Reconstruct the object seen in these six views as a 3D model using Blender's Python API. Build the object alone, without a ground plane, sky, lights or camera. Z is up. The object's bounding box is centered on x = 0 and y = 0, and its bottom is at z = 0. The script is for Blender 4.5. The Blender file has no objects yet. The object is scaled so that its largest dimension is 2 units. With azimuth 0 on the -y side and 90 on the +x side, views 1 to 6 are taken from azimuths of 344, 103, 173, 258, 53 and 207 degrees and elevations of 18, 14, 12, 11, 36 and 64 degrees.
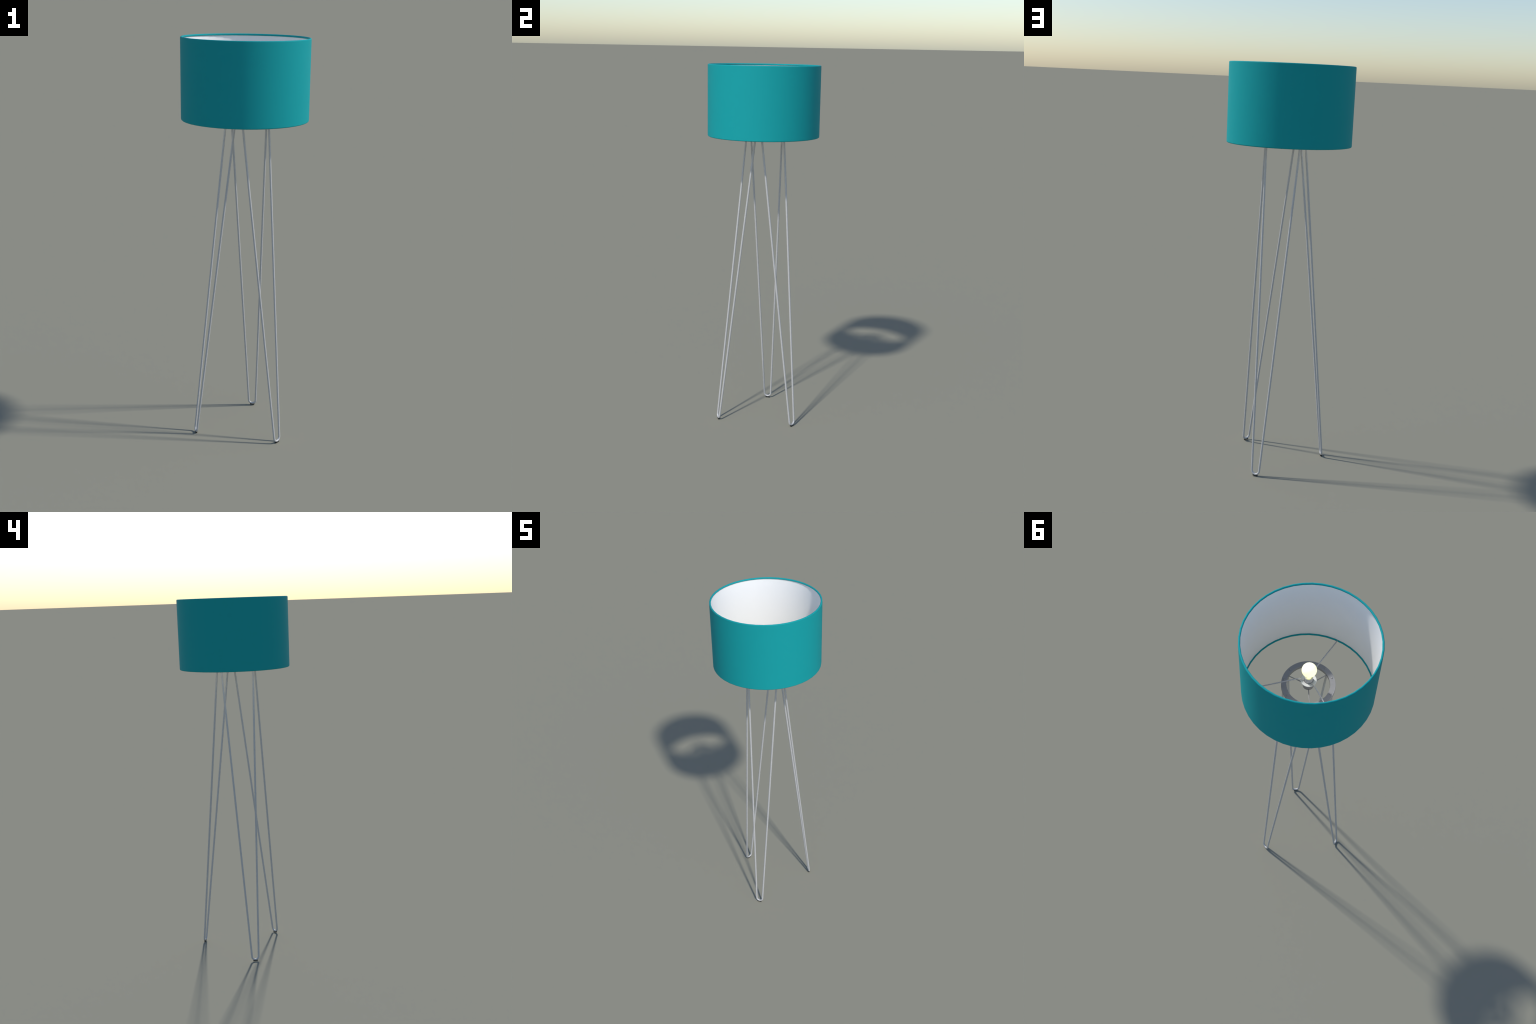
"""Tripod floor lamp: a teal drum shade carried by three hairpin legs of bent
steel rod, a flat mounting ring, a white socket and a glowing bulb."""
import bpy
import bmesh
import math
from math import cos, sin, pi, radians
from mathutils import Vector

# ------------------------------------------------------------------ sizes (m)
TOP = 2.000
SHADE_R = 0.3024            # outer radius of the drum
SHADE_BOTTOM = 1.6208
SHADE_SIDES = 45            # the drum is built of 45 narrow facets
AXIS_X = -0.0004            # an odd number of facets: the axis sits off the box centre
TRIM_R = 0.0048             # rolled hem at both rims
ROD_R = 0.0053              # leg rod
RING_TOP, RING_BOTTOM = 1.6650, 1.6500
RING_OUT, RING_IN = 0.1220, 0.0975
ROD_TOP_R = 0.1112          # where the rods meet the ring
ROD_TOP_HALF_ANGLE = 6.6    # degrees either side of 0, 120, 240
FOOT_R, FOOT_AZIMUTH = 0.2486, 62.0
FOOT_HALF = 0.0192          # half the width of the hairpin bend
FOOT_Z = 0.0079             # rod centre line at the lowest point
PLATE_Z = 1.7000            # top of the white socket flange
RODS_AT = (0.0, 120.0, 240.0)


# ------------------------------------------------------------------ materials
def material(name, colour, rough, metallic=0.0, specular=0.5, vary=0.03,
             grain=60.0, bump=0.0, emission=None, strength=0.0):
    m = bpy.data.materials.new(name)
    m.use_nodes = True
    nt = m.node_tree
    bsdf = nt.nodes["Principled BSDF"]
    bsdf.inputs["Metallic"].default_value = metallic
    bsdf.inputs["Specular IOR Level"].default_value = specular
    coord = nt.nodes.new("ShaderNodeTexCoord")
    noise = nt.nodes.new("ShaderNodeTexNoise")
    noise.inputs["Scale"].default_value = grain
    noise.inputs["Detail"].default_value = 4.0
    nt.links.new(coord.outputs["Object"], noise.inputs["Vector"])
    ramp = nt.nodes.new("ShaderNodeValToRGB")
    ramp.color_ramp.elements[0].position = 0.3
    ramp.color_ramp.elements[1].position = 0.7
    ramp.color_ramp.elements[0].color = (*[c * (1 - vary) for c in colour], 1)
    ramp.color_ramp.elements[1].color = (*[min(1, c * (1 + vary)) for c in colour], 1)
    nt.links.new(noise.outputs["Fac"], ramp.inputs["Fac"])
    nt.links.new(ramp.outputs["Color"], bsdf.inputs["Base Color"])
    rr = nt.nodes.new("ShaderNodeMapRange")
    rr.inputs["To Min"].default_value = rough - 0.03
    rr.inputs["To Max"].default_value = rough + 0.03
    nt.links.new(noise.outputs["Fac"], rr.inputs["Value"])
    nt.links.new(rr.outputs["Result"], bsdf.inputs["Roughness"])
    if bump:
        b = nt.nodes.new("ShaderNodeBump")
        b.inputs["Strength"].default_value = bump
        b.inputs["Distance"].default_value = 0.0004
        nt.links.new(noise.outputs["Fac"], b.inputs["Height"])
        nt.links.new(b.outputs["Normal"], bsdf.inputs["Normal"])
    if emission:
        bsdf.inputs["Emission Color"].default_value = (*emission, 1)
        bsdf.inputs["Emission Strength"].default_value = strength
    return m


TEAL = material("teal_shade_fabric", (0.010, 0.304, 0.324), 0.6, specular=0.07, grain=400, vary=0.02)
WHITE_LINING = material("white_shade_lining", (0.87, 0.87, 0.865), 0.6, specular=0.3, grain=200, vary=0.01)
ROD_STEEL = material("satin_rod_steel", (0.455, 0.455, 0.457), 0.42, specular=1.0, grain=80)
DARK_STEEL = material("brushed_ring_steel", (0.265, 0.266, 0.273), 0.42, specular=0.5, grain=80)
WHITE_SOCKET = material("white_socket_plastic", (0.66, 0.67, 0.668), 0.5, vary=0.01)
GREY_SOCKET = material("grey_socket_plastic", (0.45, 0.455, 0.46), 0.45, vary=0.01)
RUBBER = material("black_rubber", (0.012, 0.012, 0.012), 0.6, specular=0.2)
GLOW = material("glowing_opal_glass", (0.80, 0.80, 0.76), 0.4, specular=0.2, vary=0.01,
                emission=(1.0, 1.0, 0.40), strength=1.0)


# ------------------------------------------------------------------ helpers
def finish(bm, name, mat, parent=None, sharp_angle=40):
    bmesh.ops.recalc_face_normals(bm, faces=bm.faces)
    mesh = bpy.data.meshes.new(name)
    bm.to_mesh(mesh)
    bm.free()
    mesh.materials.append(mat)
    mesh.shade_smooth()
    mesh.set_sharp_from_angle(angle=radians(sharp_angle))
    return place(mesh, name, parent)


def place(mesh, name, parent=None):
    obj = bpy.data.objects.new(name, mesh)
    bpy.context.scene.collection.objects.link(obj)
    if parent:
        obj.parent = parent
    return obj


def revolve(profile, sides, closed=True, phase=0.0, cx=0.0):
    """Turn a (radius, height) profile round the z axis; a radius of 0 makes a pole."""
    bm = bmesh.new()
    rings = []
    for r, z in profile:
        if r < 1e-6:
            rings.append([bm.verts.new((cx, 0, z))])
        else:
            rings.append([bm.verts.new((cx + r * cos(phase + 2 * pi * i / sides),
                                        r * sin(phase + 2 * pi * i / sides), z))
                          for i in range(sides)])
    pairs = list(zip(rings, rings[1:]))
    if closed:
        pairs.append((rings[-1], rings[0]))
    for a, b in pairs:
        for i in range(sides):
            j = (i + 1) % sides
            if len(a) == 1 and len(b) == 1:
                break
            if len(a) == 1:
                bm.faces.new((a[0], b[i], b[j]))
            elif len(b) == 1:
                bm.faces.new((a[i], b[0], a[j]))
            else:
                bm.faces.new((a[i], b[i], b[j], a[j]))
    return bm


def tube(path, radius, sides=16):
    """Sweep a circle along a path without twist, capped at both ends."""
    bm = bmesh.new()
    pts = [Vector(p) for p in path]
    tang = []
    for i in range(len(pts)):
        a, b = pts[max(i - 1, 0)], pts[min(i + 1, len(pts) - 1)]
        tang.append((b - a).normalized())
    ref = tang[0].orthogonal().normalized()
    rings = []
    for p, t in zip(pts, tang):
        ref = (ref - t * ref.dot(t)).normalized()
        side = t.cross(ref)
        rings.append([bm.verts.new(p + radius * (cos(2 * pi * k / sides) * ref + sin(2 * pi * k / sides) * side))
                      for k in range(sides)])
    for a, b in zip(rings, rings[1:]):
        for k in range(sides):
            bm.faces.new((a[k], a[(k + 1) % sides], b[(k + 1) % sides], b[k]))
    bm.faces.new(rings[0])
    bm.faces.new(rings[-1][::-1])
    return bm


def polar(r, degrees, z, cx=0.0):
    a = radians(degrees)
    return Vector((cx + r * cos(a), r * sin(a), z))


# ------------------------------------------------------------------ the lamp
lamp = bpy.data.objects.new("floor_lamp", None)
bpy.context.scene.collection.objects.link(lamp)
lamp["label"] = "tall floor lamp with teal drum shade on steel hairpin tripod"
lamp["category"] = "floor lamp"

# ---- drum shade: fabric wall, white lining, rolled hems --------------------
low, high = SHADE_BOTTOM + TRIM_R, TOP - TRIM_R
shade = finish(revolve([(SHADE_R, low), (SHADE_R, high),
                        (SHADE_R - 0.0016, high), (SHADE_R - 0.0016, low)],
                       SHADE_SIDES, cx=AXIS_X), "lampshade", TEAL, lamp)
lining_out, lining_in = SHADE_R - 0.0020, SHADE_R - 0.0040
finish(revolve([(lining_out, low), (lining_out, high), (lining_in, high), (lining_in, low)],
               SHADE_SIDES, cx=AXIS_X), "shade_lining", WHITE_LINING, shade)
for z in (low, high):
    hem = [(SHADE_R - TRIM_R + TRIM_R * cos(2 * pi * k / 16), z + TRIM_R * sin(2 * pi * k / 16))
           for k in range(16)]
    finish(revolve(hem, SHADE_SIDES, cx=AXIS_X), "rolled_hem", TEAL, shade)

# three wires carry the shade on the socket flange
arm_path = [(SHADE_R - 0.0055, 1.6258), (0.0460, 1.7128), (0.0400, 1.7138), (0.0350, 1.7105),
            (0.0300, 1.7048), (0.0255, 1.7022), (0.0215, 1.7016)]
for azimuth in (29.7, 149.7, 269.7):
    finish(tube([polar(r, azimuth, z) for r, z in arm_path], 0.0028, 10), "shade_arm", ROD_STEEL, shade)

# ---- flat mounting ring with domed screws and spokes -----------------------
c = 0.0007
ring = finish(revolve([(RING_IN, RING_BOTTOM + c), (RING_IN, RING_TOP - c), (RING_IN + c, RING_TOP),
                       (RING_OUT - c, RING_TOP), (RING_OUT, RING_TOP - c), (RING_OUT, RING_BOTTOM + c),
                       (RING_OUT - c, RING_BOTTOM), (RING_IN + c, RING_BOTTOM)], 64),
              "mounting_ring", DARK_STEEL, lamp)
screw_mesh = None
for base in RODS_AT:
    for azimuth in (base - 15.0, base + 15.0, base + 60.0):
        if screw_mesh is None:
            dome = [(0.0045, -0.0010), (0.0045, 0.0006), (0.0038, 0.0018), (0.0022, 0.0026), (0.0, 0.0029)]
            screw = finish(revolve([(0.0, -0.0010)] + dome, 12, closed=False), "screw", DARK_STEEL, ring)
            screw_mesh = screw.data
        else:
            screw = place(screw_mesh, "screw", ring)
        screw.location = polar(0.1108, azimuth, RING_TOP)
for azimuth in RODS_AT:
    finish(tube([polar(0.015, azimuth, 1.6585), polar(RING_IN + 0.010, azimuth, 1.6585)], 0.0021, 10),
           "spoke", DARK_STEEL, ring)

# ---- three hairpin legs ----------------------------------------------------
for k in range(3):
    foot_az = FOOT_AZIMUTH + 120.0 * k
    a = radians(foot_az)
    out = Vector((cos(a), sin(a), 0))
    across = Vector((-sin(a), cos(a), 0))
    tops = [polar(ROD_TOP_R, 120.0 * k + ROD_TOP_HALF_ANGLE, 1.6590),
            polar(ROD_TOP_R, 120.0 * (k + 1) - ROD_TOP_HALF_ANGLE, 1.6590)]
    bottom = out * FOOT_R + Vector((0, 0, FOOT_Z))
    lean = ((tops[0] + tops[1]) / 2 - bottom).normalized()
    bend = FOOT_HALF * 0.98
    centre = bottom + lean * bend
    path = [tops[0]]
    shoulder0 = centre - across * FOOT_HALF
    shoulder1 = centre + across * FOOT_HALF
    path += [tops[0].lerp(shoulder0, t) for t in (0.25, 0.5, 0.75, 0.985)]
    steps = 16
    for i in range(steps + 1):
        t = pi * i / steps
        path.append(centre - across * (FOOT_HALF * cos(t)) - lean * (bend * sin(t)))
    path += [shoulder1.lerp(tops[1], t) for t in (0.015, 0.25, 0.5, 0.75)]
    path.append(tops[1])
    leg = finish(tube(path, ROD_R, 16), "hairpin_leg", ROD_STEEL, lamp)

    # black rubber glide under the bend
    bm = bmesh.new()
    bmesh.ops.create_cube(bm, size=1.0)
    height = 0.0062
    for v in bm.verts:
        v.co = Vector((v.co.x * 0.0086, v.co.y * 0.0245, height * (v.co.z + 0.5)))
    bmesh.ops.recalc_face_normals(bm, faces=bm.faces)
    bmesh.ops.bevel(bm, geom=list(bm.edges), offset=0.0006, segments=1, affect="EDGES")
    for v in bm.verts:
        p = v.co.copy()
        v.co = out * (FOOT_R + p.x) + across * p.y + Vector((0, 0, max(0.0, p.z)))
    finish(bm, "foot_pad", RUBBER, leg)

# ---- socket: cup, white flange, bulb holder --------------------------------
socket = finish(revolve([(0.0, 1.6530), (0.0225, 1.6530), (0.0248, 1.6550), (0.0252, 1.6600),
                         (0.0252, PLATE_Z - 0.0030), (0.0, PLATE_Z - 0.0030)], 40, closed=False),
                "lamp_socket", DARK_STEEL, lamp)
finish(revolve([(0.0212, PLATE_Z - 0.0032), (0.0212, PLATE_Z - 0.0005), (0.0218, PLATE_Z),
                (0.0350, PLATE_Z), (0.0358, PLATE_Z - 0.0008), (0.0358, PLATE_Z - 0.0026),
                (0.0352, PLATE_Z - 0.0032)], 48), "socket_flange", WHITE_SOCKET, socket)
finish(revolve([(0.0, 1.6960), (0.0188, 1.6960), (0.0188, 1.7255), (0.0180, 1.7270),
                (0.0150, 1.7270), (0.0150, 1.7200), (0.0, 1.7200)], 40, closed=False),
       "bulb_holder", GREY_SOCKET, socket)

# ---- opal bulb -------------------------------------------------------------
bulb_r, bulb_z = 0.0333, 1.7795
profile = [(0.0, 1.7205), (0.0105, 1.7205), (0.0112, 1.7285), (0.0140, 1.7355), (0.0178, 1.7430), (0.0218, 1.7505)]
for deg in range(-40, 90, 10):
    profile.append((bulb_r * cos(radians(deg)), bulb_z + bulb_r * sin(radians(deg))))
profile.append((0.0, bulb_z + bulb_r))
finish(revolve(profile, 40, closed=False), "light_bulb", GLOW, lamp, sharp_angle=60)

bpy.context.view_layer.update()
